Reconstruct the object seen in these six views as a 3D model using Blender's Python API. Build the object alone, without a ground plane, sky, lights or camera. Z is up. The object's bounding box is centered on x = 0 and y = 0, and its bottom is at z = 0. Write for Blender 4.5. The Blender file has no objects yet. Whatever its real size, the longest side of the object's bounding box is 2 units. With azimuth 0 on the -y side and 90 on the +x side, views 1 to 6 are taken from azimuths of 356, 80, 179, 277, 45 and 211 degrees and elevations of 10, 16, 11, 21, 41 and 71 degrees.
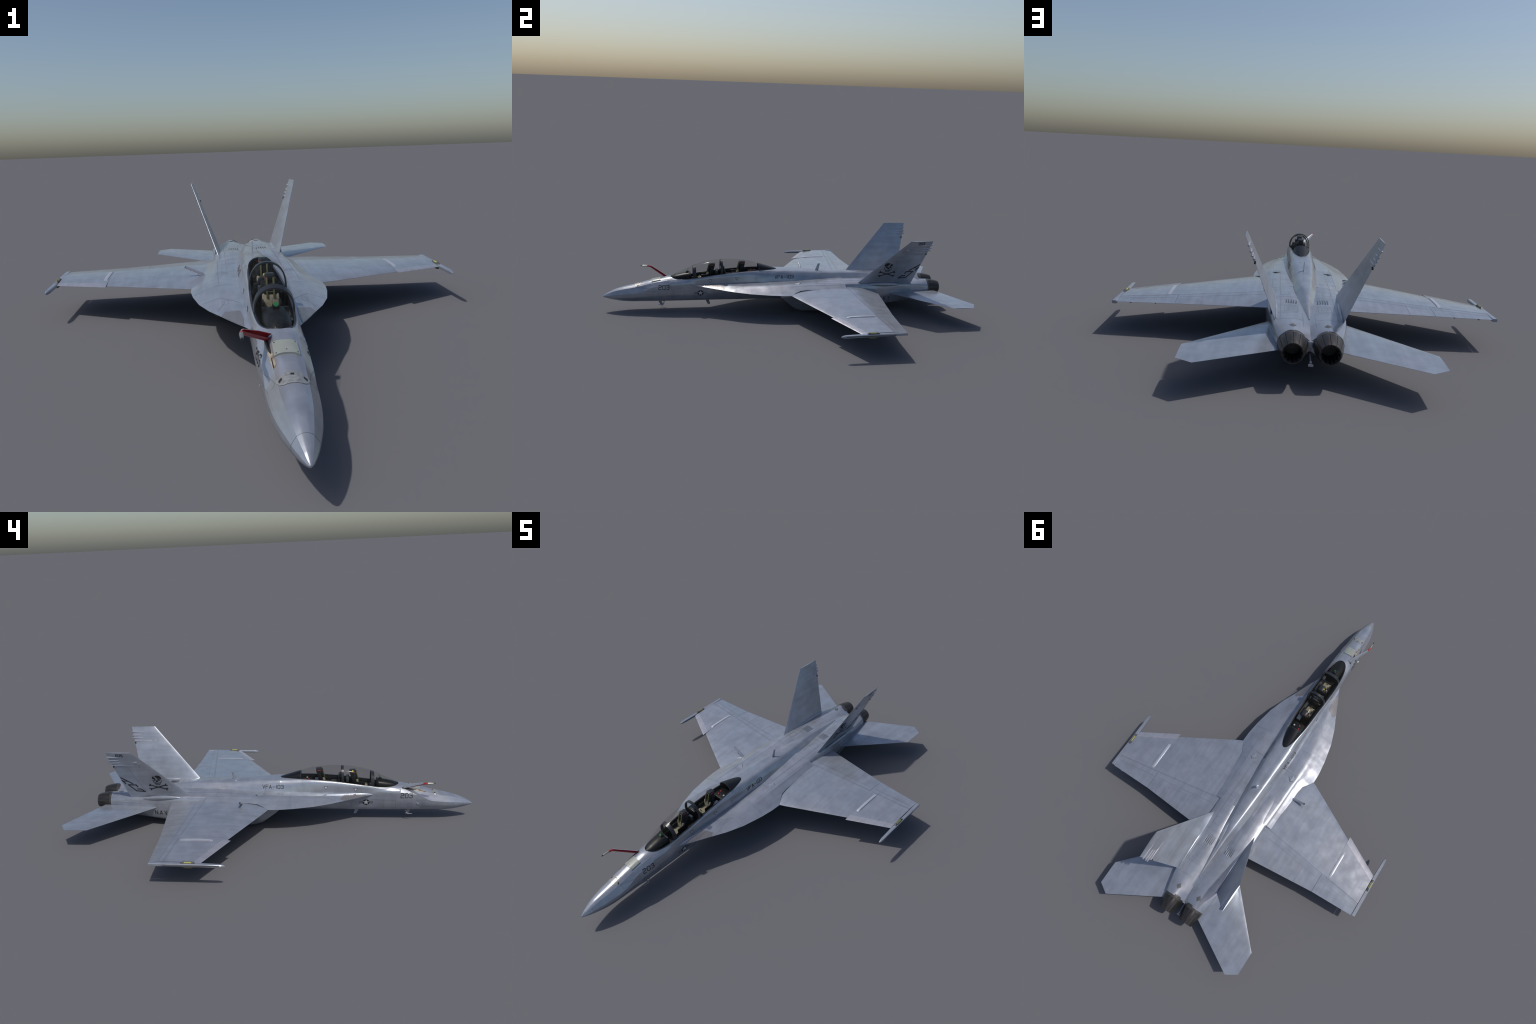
import bpy, bmesh, math, random
import numpy as np
from mathutils import Vector, Matrix
from mathutils.bvhtree import BVHTree
from mathutils.geometry import tessellate_polygon

random.seed(7)
SCN = bpy.context.scene.collection

# ------------------------------------------------------------------ materials
def new_mat(name):
    m = bpy.data.materials.new(name)
    m.use_nodes = True
    nt = m.node_tree
    b = nt.nodes["Principled BSDF"]
    return m, nt, b

def noise(nt, scale, detail=3.0, rough=0.55, stretch=(1, 1, 1)):
    tc = nt.nodes.new("ShaderNodeTexCoord")
    mp = nt.nodes.new("ShaderNodeMapping")
    mp.inputs["Scale"].default_value = stretch
    n = nt.nodes.new("ShaderNodeTexNoise")
    n.inputs["Scale"].default_value = scale
    n.inputs["Detail"].default_value = detail
    n.inputs["Roughness"].default_value = rough
    nt.links.new(tc.outputs["Object"], mp.inputs["Vector"])
    nt.links.new(mp.outputs["Vector"], n.inputs["Vector"])
    return n.outputs["Fac"]

def ramp(nt, fac, stops):
    r = nt.nodes.new("ShaderNodeValToRGB")
    el = r.color_ramp.elements
    while len(el) < len(stops):
        el.new(0.5)
    for e, (p, c) in zip(el, stops):
        e.position = p
        e.color = (*c, 1) if len(c) == 3 else c
    nt.links.new(fac, r.inputs["Fac"])
    return r.outputs["Color"]

def mix(nt, fac, a, b, mode='MIX'):
    n = nt.nodes.new("ShaderNodeMix")
    n.data_type = 'RGBA'
    n.blend_type = mode
    for sock, v in ((n.inputs[0], fac), (n.inputs[6], a), (n.inputs[7], b)):
        if hasattr(v, "is_output"):
            nt.links.new(v, sock)
        elif isinstance(v, (int, float)):
            sock.default_value = v
        else:
            sock.default_value = (*v, 1)
    return n.outputs[2]

def paint(name, base, rough=0.38, var=0.10, spec=0.5, warm=0.5, metal=0.0):
    """Weathered naval grey: blotches, faint streaks along the airflow, fine grain."""
    m, nt, b = new_mat(name)
    d = tuple(c * (1 - var) for c in base)
    l = tuple(min(1, c * (1 + var)) for c in base)
    blot = ramp(nt, noise(nt, 17.0, 4, 0.6), [(0.34, d), (0.66, l)])
    streak = ramp(nt, noise(nt, 60.0, 2, 0.5, (1, 0.10, 1)), [(0.35, (0.94, 0.94, 0.94)), (0.65, (1.05, 1.05, 1.05))])
    c = mix(nt, 1.0, blot, streak, 'MULTIPLY')
    tint = ramp(nt, noise(nt, 6.0, 2, 0.5), [(0.42, (1, 1, 1)), (0.62, (1.06, 0.985, 0.96))])
    c = mix(nt, warm, c, mix(nt, 1.0, c, tint, 'MULTIPLY'))
    nt.links.new(c, b.inputs["Base Color"])
    rr = ramp(nt, noise(nt, 25.0, 3), [(0.3, (rough - .04,) * 3), (0.7, (rough + .06,) * 3)])
    nt.links.new(rr, b.inputs["Roughness"])
    b.inputs["Specular IOR Level"].default_value = spec
    b.inputs["Metallic"].default_value = metal
    return m

def flat(name, col, rough=0.5, metal=0.0, var=0.0, scale=40, spec=0.5):
    m, nt, b = new_mat(name)
    if var:
        c = ramp(nt, noise(nt, scale, 3), [(0.35, tuple(x * (1 - var) for x in col)), (0.65, tuple(x * (1 + var) for x in col))])
        nt.links.new(c, b.inputs["Base Color"])
    else:
        b.inputs["Base Color"].default_value = (*col, 1)
    b.inputs["Roughness"].default_value = rough
    b.inputs["Metallic"].default_value = metal
    b.inputs["Specular IOR Level"].default_value = spec
    return m

GREY = (0.338, 0.366, 0.415)
M_GREY = paint("grey_paint", GREY, metal=0.52, rough=0.21)
M_WING = paint("wing_grey_paint", (0.335, 0.366, 0.418), var=0.09, metal=0.52, rough=0.21)
M_FIN = paint("fin_grey_paint", (0.335, 0.366, 0.418), var=0.09, metal=0.5, rough=0.33)
M_LIGHT = paint("light_grey_paint", (0.40, 0.41, 0.455), var=0.04, metal=0.5, rough=0.26)
M_STRIP = paint("pale_strip_paint", (0.45, 0.475, 0.53), var=0.03, metal=0.4, rough=0.3)
M_DOOR = paint("door_grey_paint", (0.30, 0.325, 0.37), var=0.04, metal=0.2, rough=0.5)
M_PANEL = paint("brown_grey_panel", (0.24, 0.235, 0.24), var=0.05, metal=0.5, rough=0.26)
M_DARKPANEL = flat("dark_grey_panel", (0.085, 0.09, 0.095), 0.5)
M_LINE = flat("panel_line", (0.215, 0.232, 0.265), 0.35, 0.45)
M_BLACK = flat("black_marking", (0.012, 0.013, 0.016), 0.5)
M_WHITE = flat("white_marking", (0.46, 0.475, 0.50), 0.45)
M_COCK = flat("cockpit_black", (0.0085, 0.0095, 0.0105), 0.38, var=0.6, scale=160, spec=0.28)
M_FAIR = flat("canopy_fairing_black", (0.007, 0.008, 0.010), 0.36, spec=0.35)
M_FRAME = flat("canopy_frame_black", (0.022, 0.025, 0.032), 0.3)
M_BEIGE = flat("seat_beige", (0.26, 0.235, 0.165), 0.75, var=0.12, scale=90)
M_STRAP = flat("strap_olive", (0.10, 0.105, 0.035), 0.7)
M_CGREY = flat("cockpit_grey", (0.045, 0.052, 0.062), 0.5)
M_RED = flat("probe_red", (0.30, 0.012, 0.016), 0.3)
M_STEEL = flat("bare_steel", (0.42, 0.40, 0.34), 0.28, 0.85)
M_CREAM = flat("cream_plate", (0.265, 0.285, 0.262), 0.32, var=0.05)
M_GUN = flat("gun_port_metal", (0.40, 0.40, 0.38), 0.25, 0.55, var=0.2, scale=140)
M_TAN = flat("probe_well_tan", (0.27, 0.23, 0.18), 0.4, var=0.45, scale=70)
M_YEL = flat("formation_yellow", (0.42, 0.40, 0.10), 0.5)
M_RED2 = flat("red_button", (0.5, 0.03, 0.03), 0.5)
M_LAMP = flat("yellow_lamp", (0.8, 0.75, 0.02), 0.4)
M_GREEN = flat("sight_green", (0.02, 0.16, 0.05), 0.2)
M_DUCT = flat("duct_dark", (0.02, 0.021, 0.023), 0.7)

def nozzle_mat(name, a, b_, rough, metal):
    m, nt, b = new_mat(name)
    c = ramp(nt, noise(nt, 45.0, 4, 0.6, (1, 0.25, 1)), [(0.3, a), (0.7, b_)])
    nt.links.new(c, b.inputs["Base Color"])
    b.inputs["Roughness"].default_value = rough
    b.inputs["Metallic"].default_value = metal
    return m
M_NOZ = nozzle_mat("burnt_titanium", (0.034, 0.032, 0.031), (0.090, 0.082, 0.078), 0.38, 0.6)
M_RING = nozzle_mat("nozzle_ring_metal", (0.058, 0.054, 0.052), (0.115, 0.105, 0.100), 0.4, 0.55)
M_NOZIN = flat("nozzle_inner_black", (0.010, 0.010, 0.010), 0.7)  # even near-black for the liner and inner petals

def glass():
    m = bpy.data.materials.new("canopy_glass")
    m.use_nodes = True
    nt = m.node_tree
    b = nt.nodes["Principled BSDF"]
    b.inputs["Base Color"].default_value = (0.05, 0.05, 0.045, 1)
    b.inputs["Roughness"].default_value = 0.12
    b.inputs["Specular IOR Level"].default_value = 0.35
    tr = nt.nodes.new("ShaderNodeBsdfTransparent")
    tr.inputs["Color"].default_value = (0.97, 0.97, 0.97, 1)
    mx = nt.nodes.new("ShaderNodeMixShader")
    mx.inputs[0].default_value = 0.09
    nt.links.new(tr.outputs[0], mx.inputs[1])
    nt.links.new(b.outputs[0], mx.inputs[2])
    nt.links.new(mx.outputs[0], nt.nodes["Material Output"].inputs["Surface"])
    return m
M_GLASS = glass()

# ------------------------------------------------------------------ helpers
ROOT = bpy.data.objects.new("fighter_jet", None)
SCN.objects.link(ROOT)
ROOT["label"] = "grey twin-seat naval fighter jet with twin canted tails"
ROOT["category"] = "fighter jet"

def add(name, verts, faces, mat, parent=None, smooth=35, kind=None, recalc=True):
    me = bpy.data.meshes.new(name)
    bm = bmesh.new()
    vs = [bm.verts.new(tuple(float(c) for c in v)) for v in verts]
    for f in faces:
        idx = []
        for i in f:
            if i not in idx:
                idx.append(i)
        if len(idx) >= 3:
            try:
                bm.faces.new([vs[i] for i in idx])
            except ValueError:
                pass
    bmesh.ops.remove_doubles(bm, verts=bm.verts, dist=1e-6)
    bmesh.ops.dissolve_degenerate(bm, edges=bm.edges, dist=1e-7)
    if recalc:
        bmesh.ops.recalc_face_normals(bm, faces=bm.faces)
    if smooth:
        for f in bm.faces:
            f.smooth = True
        lim = math.radians(smooth)
        for e in bm.edges:
            if len(e.link_faces) == 2 and e.calc_face_angle(0) > lim:
                e.smooth = False
    bm.to_mesh(me)
    bm.free()
    me.materials.append(mat)
    ob = bpy.data.objects.new(name, me)
    SCN.objects.link(ob)
    ob.parent = parent or ROOT
    if kind:
        ob["kind"] = kind
    return ob

def pchip(xs, ys, xq):
    xs = np.asarray(xs, float); ys = np.asarray(ys, float); xq = np.clip(xq, xs[0], xs[-1])
    h = np.diff(xs); dl = np.diff(ys) / h
    d = np.zeros_like(ys)
    for i in range(1, len(xs) - 1):
        if dl[i - 1] * dl[i] > 0:
            w1 = 2 * h[i] + h[i - 1]; w2 = h[i] + 2 * h[i - 1]
            d[i] = (w1 + w2) / (w1 / dl[i - 1] + w2 / dl[i])
    d[0] = dl[0]; d[-1] = dl[-1]
    k = np.clip(np.searchsorted(xs, xq) - 1, 0, len(xs) - 2)
    t = (xq - xs[k]) / h[k]
    return ((2*t**3 - 3*t**2 + 1) * ys[k] + (t**3 - 2*t**2 + t) * h[k] * d[k]
            + (-2*t**3 + 3*t**2) * ys[k+1] + (t**3 - t**2) * h[k] * d[k+1])

def smooth_chain(P, creases, m):
    """Sample a 2D/3D chain of nodes: Catmull-Rom between crease nodes."""
    P = np.asarray(P, float); n = len(P); out = []
    for i in range(n - 1):
        p1, p2 = P[i], P[i + 1]
        p0 = P[i - 1] if i > 0 and i not in creases else p1 - (p2 - p1) * 0.6
        p3 = P[i + 2] if i + 2 < n and (i + 1) not in creases else p2 + (p2 - p1) * 0.6
        if i > 0 and i not in creases:
            pass
        elif i + 2 < n and (i + 1) not in creases:
            p0 = p1 - ((p2 - p1) - 0.35 * (p3 - p2))
        for k in range(m):
            t = k / m
            out.append(0.5 * ((2*p1) + (-p0 + p2)*t + (2*p0 - 5*p1 + 4*p2 - p3)*t*t + (-p0 + 3*p1 - 3*p2 + p3)*t**3))
    out.append(P[-1])
    return np.array(out)

def grid_faces(nr, nc, off=0, flip=False):
    f = []
    for i in range(nr - 1):
        for j in range(nc - 1):
            a = off + i * nc + j
            q = (a, a + 1, a + nc + 1, a + nc)
            f.append(q[::-1] if flip else q)
    return f

def loft_sym(name, rows, mat, cap_start=False, cap_end=True, smooth=35, recalc=True):
    """rows: array (nr, nc, 3) half-sections with x >= 0, mirrored and welded at x = 0."""
    rows = np.asarray(rows)
    nr, nc, _ = rows.shape
    mir = rows.copy(); mir[..., 0] *= -1
    V = np.concatenate([rows.reshape(-1, 3), mir.reshape(-1, 3)])
    F = grid_faces(nr, nc) + grid_faces(nr, nc, nr * nc, True)
    if cap_end:
        o = (nr - 1) * nc
        F.append([o + j for j in range(nc)] + [nr * nc + o + j for j in reversed(range(nc))])
    if cap_start:
        F.append([j for j in range(nc)] + [nr * nc + j for j in reversed(range(nc))])
    return add(name, V, F, mat, smooth=smooth, recalc=recalc)

def closed_loft(rings, cap=True):
    """rings (nr, nc, 3), every ring closed. Returns verts, faces."""
    rings = np.asarray(rings); nr, nc, _ = rings.shape
    F = []
    for i in range(nr - 1):
        for j in range(nc):
            a = i * nc + j; b = i * nc + (j + 1) % nc
            F.append((a, b, b + nc, a + nc))
    if cap:
        F.append(tuple(range(nc))[::-1]); F.append(tuple((nr - 1) * nc + j for j in range(nc)))
    return rings.reshape(-1, 3), F

def mirror(obj, name=None):
    me = obj.data.copy()
    for v in me.vertices:
        v.co.x *= -1
    me.flip_normals()
    ob = bpy.data.objects.new(name or obj.name.split(".")[0], me)
    SCN.objects.link(ob); ob.parent = obj.parent
    for k in obj.keys():
        ob[k] = obj[k]
    return ob

def box(name, c, s, mat, parent=None, bevel=0.0, rot=(0, 0, 0), seg=2):
    bm = bmesh.new()
    bmesh.ops.create_cube(bm, size=1)
    bmesh.ops.scale(bm, vec=s, verts=bm.verts)
    if bevel:
        bmesh.ops.bevel(bm, geom=bm.edges[:], offset=bevel, segments=seg, affect='EDGES', profile=0.5)
    from mathutils import Euler
    bmesh.ops.transform(bm, matrix=Matrix.Translation(c) @ Euler(rot).to_matrix().to_4x4(), verts=bm.verts)
    V = [v.co[:] for v in bm.verts]; bm.verts.index_update()
    F = [[v.index for v in f.verts] for f in bm.faces]
    bm.free()
    return add(name, V, F, mat, parent)

def tube(name, pts, radii, mat, parent=None, n=12, cap=True, squash=1.0):
    """Swept tube through points with a radius at each."""
    pts = [Vector(p) for p in pts]; rings = []
    for i, p in enumerate(pts):
        t = (pts[min(i + 1, len(pts) - 1)] - pts[max(i - 1, 0)]).normalized()
        ref = Vector((0, 0, 1)) if abs(t.z) < 0.9 else Vector((0, 1, 0))
        u = t.cross(ref).normalized(); w = u.cross(t)
        rings.append([p + (u * math.cos(a) * squash + w * math.sin(a)) * radii[i] for a in (2 * math.pi * k / n for k in range(n))])
    V, F = closed_loft(np.array([[v[:] for v in r] for r in rings]), cap)
    return add(name, V, F, mat, parent)

# ------------------------------------------------------------------ fuselage
# half-section nodes: sill, top_shoulder, upper_ridge, mid_ridge, side, lower_side, bottom_edge, keel
ANG = [90, 74, 54, 12, -14, -48, -72, -90]
def ell(y, zt, zb, w):
    zc, h = (zt + zb) / 2, (zt - zb) / 2
    return (y, [(w * math.cos(math.radians(a)), zc + h * math.sin(math.radians(a))) for a in ANG])
low = lambda c, d, e, f: [c, d, e, (0, f)]
BODY = [
    ell(-1.000, .0800, .0760, .0020), ell(-.995, .0850, .0725, .0062), ell(-.985, .0920, .0690, .0115),
    ell(-.965, .1025, .0635, .0200), ell(-.930, .1190, .0555, .0310), ell(-.890, .1310, .0495, .0410),
    ell(-.840, .1420, .0470, .0480), ell(-.790, .1545, .0462, .0510),
    (-.740, [(0, .1670), (.0155, .1655), (.0315, .1570), (.0500, .1370)] + low((.0530, .100), (.039, .064), (.019, .0490), .0462)),
    (-.690, [(0, .1770), (.0165, .1755), (.0340, .1670), (.0512, .1480)] + low((.0545, .104), (.040, .063), (.0195, .0490), .0462)),
    (-.637, [(0, .1870), (.020, .1845), (.0390, .1735), (.0535, .1550)] + low((.0555, .105), (.041, .063), (.0200, .0490), .0462)),
    (-.600, [(.034, .1800), (.037, .1780), (.0435, .1725), (.0550, .1550)] + low((.0555, .105), (.041, .063), (.0200, .0490), .0462)),
    (-.550, [(.045, .1800), (.047, .1780), (.0500, .1735), (.0568, .1550)] + low((.0555, .105), (.041, .063), (.0200, .0490), .0462)),
    (-.500, [(.049, .1870), (.051, .1845), (.0535, .1785), (.0580, .1540)] + low((.0555, .106), (.042, .064), (.0205, .0490), .0462)),
    (-.400, [(.050, .2010), (.053, .1980), (.0565, .1890), (.0600, .1580)] + low((.0560, .107), (.043, .065), (.0210, .0495), .0465)),
    (-.300, [(.046, .2130), (.050, .2100), (.0560, .1980), (.0620, .1620)] + low((.0570, .110), (.044, .066), (.0220, .0500), .0470)),
    (-.200, [(.042, .2200), (.047, .2170), (.0550, .2030), (.0640, .1640)] + low((.0570, .110), (.045, .066), (.0230, .0500), .0470)),
    (-.100, [(.027, .2225), (.040, .2185), (.0550, .1990), (.0655, .1640)] + low((.0570, .110), (.045, .066), (.0230, .0500), .0470)),
    (-.045, [(0, .2215), (.038, .2185), (.0560, .1960), (.0665, .1640)] + low((.0570, .110), (.045, .066), (.0230, .0500), .0470)),
    (.000, [(0, .2200), (.037, .2170), (.0570, .1920), (.0665, .1650)] + low((.0570, .110), (.045, .066), (.0230, .0500), .0460)),
    (.100, [(0, .2140), (.032, .2115), (.0505, .1920), (.0615, .1690)] + low((.0500, .110), (.045, .060), (.032, .0400), .030)),
    (.240, [(0, .2045), (.025, .2020), (.0410, .1870), (.0520, .1730)] + low((.0400, .110), (.035, .060), (.022, .0400), .030)),
    (.390, [(0, .1980), (.017, .1955), (.0290, .1840), (.0400, .1720)] + low((.0300, .110), (.025, .060), (.015, .0400), .030)),
    (.500, [(0, .1860), (.009, .1840), (.0180, .1750), (.0280, .1650)] + low((.0200, .110), (.015, .070), (.010, .0600), .050)),
    (.600, [(0, .1730), (.006, .1710), (.0110, .1650), (.0170, .1570)] + low((.0100, .110), (.009, .090), (.006, .0850), .080)),
    (.700, [(0, .1575), (.002, .1560), (.0040, .1530), (.0060, .1480)] + low((.0050, .130), (.004, .120), (.002, .1150), .110)),
]
SILL = {-.637: (0, .1870), -.634: (.010, .1868), -.628: (.0185, .1855), -.618: (.0265, .1830), -.600: (.0345, .1800), -.575: (.0410, .1785), -.550: (.0450, .1800),
        -.500: (.0490, .1870), -.450: (.0505, .1940), -.400: (.0500, .2010), -.350: (.0485, .2075), -.300: (.0460, .2130),
        -.250: (.0445, .2170), -.200: (.0420, .2200), -.150: (.0370, .2220), -.100: (.0285, .2230), -.070: (.0205, .2225), -.055: (.0140, .2219), -.048: (.0075, .2216), -.045: (0, .2215)}
SY = sorted(SILL)
def sill(y):
    return (float(pchip(SY, [SILL[k][0] for k in SY], np.array([y]))[0]), float(pchip(SY, [SILL[k][1] for k in SY], np.array([y]))[0]))

by = [b[0] for b in BODY]
ys = set(by) | set(SY)
ys |= set(np.round(np.arange(-.98, .70, .0125), 4))
ys = np.array(sorted(ys))
ys = ys[np.concatenate([[True], np.diff(ys) > 0.0009])]
nodes = np.zeros((len(ys), 8, 2))
for k in range(8):
    for c in range(2):
        nodes[:, k, c] = pchip(by, [b[1][k][c] for b in BODY], ys)
for i, y in enumerate(ys):
    if -.637 <= y <= -.045:
        nodes[i, 0] = sill(y)
        nodes[i, 1, 0] = max(nodes[i, 1, 0], nodes[i, 0, 0] + .0015)
    else:
        nodes[i, 0, 0] = 0
rows = []
for i, y in enumerate(ys):
    cre = {3} if y > -.52 else ({2, 3} if y < -.64 else set())
    s = smooth_chain(nodes[i], cre, 5)
    s[:, 0] = np.maximum(s[:, 0], 0)
    rows.append(np.column_stack([s[:, 0], np.full(len(s), y), s[:, 1]]))
FUSE = loft_sym("fuselage", rows, M_GREY, True, True, smooth=13)

# ------------------------------------------------------------------ leading edge extension and upper deck
# y, (inner z), (break x, z), (edge x, z), (underside inner z)
LEX = [
    (-.508, .1495, (.0570, .1493), (.0585, .1488), .147),
    (-.480, .1530, (.0620, .1520), (.0700, .1475), .143),
    (-.450, .1555, (.0660, .1535), (.0850, .1460), .138),
    (-.400, .1575, (.0740, .1552), (.1070, .1432), .132),
    (-.345, .1590, (.0820, .1568), (.1310, .1410), .127),
    (-.295, .1602, (.0900, .1582), (.1545, .1393), .123),
    (-.212, .1622, (.1040, .1602), (.1830, .1368), .120),
    (-.115, .1640, (.1200, .1632), (.2025, .1342), .118),
    (-.045, .1655, (.1250, .1655), (.2110, .1330), .117),
    (.004, .1660, (.1260, .1670), (.2120, .1322), .116),
    (.030, .1668, (.1260, .1670), (.1960, .1405), .116),
    (.060, .1677, (.1255, .1671), (.1780, .1470), .115),
    (.100, .1690, (.1250, .1672), (.1720, .1490), .114),
    (.200, .1715, (.1240, .1674), (.1700, .1485), .112),
    (.300, .1745, (.1210, .1672), (.1660, .1470), .112),
    (.325, .1743, (.1195, .1672), (.1650, .1465), .112),
    (.332, .1650, (.1150, .1580), (.1500, .1440), .115),
]
ly = [a[0] for a in LEX]
lq = np.array(sorted(set(ly) | set(np.round(np.arange(-.5, .35, .0125), 4))))
def lint(f):
    # edges stay piecewise straight, as on the real aircraft
    return np.interp(lq, ly, [f(a) for a in LEX])
zin, bx, bz, ex, ez, zu = lint(lambda a: a[1]), lint(lambda a: a[2][0]), lint(lambda a: a[2][1]), lint(lambda a: a[3][0]), lint(lambda a: a[3][1]), lint(lambda a: a[4])
rows = []
for i, y in enumerate(lq):
    ch = [(.040, zin[i] - .002), (.056 if y > -.5 else .056, zin[i]), (bx[i], bz[i]),
          (bx[i] + (ex[i] - bx[i]) * .45, bz[i] + (ez[i] - bz[i]) * .42 + .0004), (ex[i], ez[i])]
    s = smooth_chain(ch, {4}, 5)
    under = smooth_chain([(ex[i], ez[i] - .0008), (bx[i], ez[i] + (zu[i] - ez[i]) * .55 - .001), (.040, zu[i])], set(), 5)
    s = np.concatenate([s, under])
    rows.append(np.column_stack([s[:, 0], np.full(len(s), y), s[:, 1]]))
rows = np.array(rows)
nr, nc, _ = rows.shape
V, F = closed_loft(rows)
lex = add("leading_edge_extension", V, F, M_GREY, smooth=24)
lex2 = mirror(lex)

# ------------------------------------------------------------------ engine nacelles / aft body
# node chain c0..c8: top centre, deck, fin root line, shoulder, side, lower side, lower corner, bottom, bottom centre
AFT = [
    [(.070, -.070, .126), (.100, -.068, .126), (.140, -.062, .123), (.168, -.046, .113), (.158, -.020, .086), (.143, .012, .055), (.127, .042, .0250), (.100, .046, .0135), (.072, .042, .0130)],
    [(.030, .090, .150), (.055, .090, .160), (.118, .090, .158), (.168, .090, .132), (.161, .090, .092), (.152, .090, .048), (.138, .095, .0160), (.095, .095, .0070), (.030, .095, .0140)],
    [(.010, .180, .150), (.055, .180, .1690), (.119, .180, .1650), (.160, .180, .135), (.153, .180, .095), (.150, .180, .046), (.138, .180, .0140), (.085, .180, .0060), (0, .180, .012)],
    [(0, .300, .150), (.055, .300, .1738), (.119, .300, .1666), (.1370, .300, .1520), (.147, .300, .105), (.147, .300, .050), (.138, .300, .0190), (.082, .300, .0060), (0, .300, .012)],
    [(0, .345, .152), (.055, .345, .1740), (.119, .345, .1670), (.1355, .345, .1520), (.146, .345, .105), (.146, .345, .051), (.137, .345, .0210), (.080, .345, .0062), (0, .345, .012)],
    [(0, .420, .155), (.055, .420, .1735), (.119, .420, .1665), (.1350, .420, .1515), (.144, .420, .105), (.143, .420, .055), (.134, .420, .0270), (.078, .420, .0070), (0, .420, .012)],
    [(0, .527, .158), (.056, .527, .1685), (.117, .527, .1635), (.1325, .527, .1510), (.139, .527, .103), (.137, .527, .062), (.126, .527, .0370), (.074, .527, .0140), (0, .527, .018)],
    [(0, .620, .157), (.056, .620, .1655), (.115, .620, .1595), (.1285, .620, .1480), (.132, .620, .102), (.128, .620, .068), (.115, .620, .0450), (.070, .620, .0260), (0, .620, .029)],
    [(0, .720, .153), (.056, .720, .1630), (.109, .720, .1560), (.1210, .720, .1430), (.122, .720, .104), (.114, .720, .073), (.097, .720, .0510), (.064, .720, .0400), (0, .720, .046)],
    [(0, .785, .143), (.056, .785, .1615), (.101, .785, .1490), (.1125, .785, .1320), (.113, .785, .106), (.104, .785, .081), (.086, .785, .0630), (.058, .785, .0550), (0, .785, .068)],
    [(0, .832, .126), (.0555, .832, .1605), (.092, .832, .1440), (.1035, .832, .1220), (.103, .832, .104), (.093, .832, .082), (.076, .832, .070), (.0555, .832, .0655), (0, .832, .095)],
]
A = np.array(AFT)
tq = []
for i in range(len(AFT) - 1):
    tq += list(np.linspace(i, i + 1, 7)[:-1])
tq.append(len(AFT) - 1)
tq = np.array(tq)
ti = np.arange(len(AFT))
P = np.zeros((len(tq), 9, 3))
for k in range(9):
    for c in range(3):
        P[:, k, c] = pchip(ti, A[:, k, c], tq)
rows = [smooth_chain(p, set(), 5) for p in P]
AFTB = loft_sym("engine_nacelle", rows, M_GREY, False, True, smooth=32)

# intake ducts: a dark throat set back inside each raked lip
lip = smooth_chain(AFT[0], set(), 4)
lipc = lip.mean(axis=0)
ring0 = lipc + (lip - lipc) * 0.985
ring1 = lipc + (lip - lipc) * 0.90 + np.array([0, .012, 0])
ring2 = lipc + (lip - lipc) * 0.75 + np.array([-.01, .14, .01])
V, F = closed_loft(np.array([lip, ring0 + np.array([0, -.002, 0]), ring1, ring2]), False)
F.append(tuple(3 * len(lip) + j for j in range(len(lip))))
duct = add("air_intake", V, F, M_DUCT, smooth=40)
mirror(duct)

# ------------------------------------------------------------------ wings
def LEy(x, seg):
    return (.004 + max(x - .211, (x - .211) * .15) * .5425) if seg == 0 else (.146 + (x - .507) * .5430)
def TEy(x):
    return np.interp(x, [.13, .48, .70], [.5022, .4714, .4652])
def wing_pt(x, c, up, seg):
    y0, y1 = LEy(x, seg), TEy(x)
    zl = np.interp(x, [.13, .211, .506, .70], [.134, .1320, .1200, .1115])
    zt = np.interp(x, [.13, .48, .70], [.1330, .1220, .1170])
    hT = np.interp(x, [.13, .20, .50, .70], [.0190, .0170, .0105, .0070])
    th = np.interp(x, [.13, .20, .50, .70], [.0240, .0215, .0130, .0090])
    base = zl + (zt - zl) * c
    prof = np.interp(c, [0, .03, .08, .15, .3, .5, .7, .85, 1], [0, .22, .42, .62, .9, 1, .86, .48, 0])
    tk = np.interp(c, [0, .01, .03, .08, .15, .3, .5, .7, .85, 1], [0.02, .16, .30, .50, .70, .93, 1, .80, .45, .06])
    z = base + hT * prof
    return (x, y0 + (y1 - y0) * c, z if up else z - th * tk)

def wing_piece(name, x0, x1, c0, c1, seg, mat, parent, nx=14, ncd=14, dz=0.0):
    """A closed piece of the wing; c0/c1 are functions of x giving the chord fractions."""
    rings = []
    for x in np.linspace(x0, x1, nx):
        cs = c0(x) + (c1(x) - c0(x)) * (0.5 - 0.5 * np.cos(np.linspace(0, math.pi, ncd)))
        top = [wing_pt(x, c, True, seg) for c in cs]
        bot = [wing_pt(x, c, False, seg) for c in cs[::-1]]
        r = np.array(top + bot); r[:, 2] += dz
        rings.append(r)
    V, F = closed_loft(np.array(rings))
    return add(name, V, F, mat, parent, smooth=28)

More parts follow.
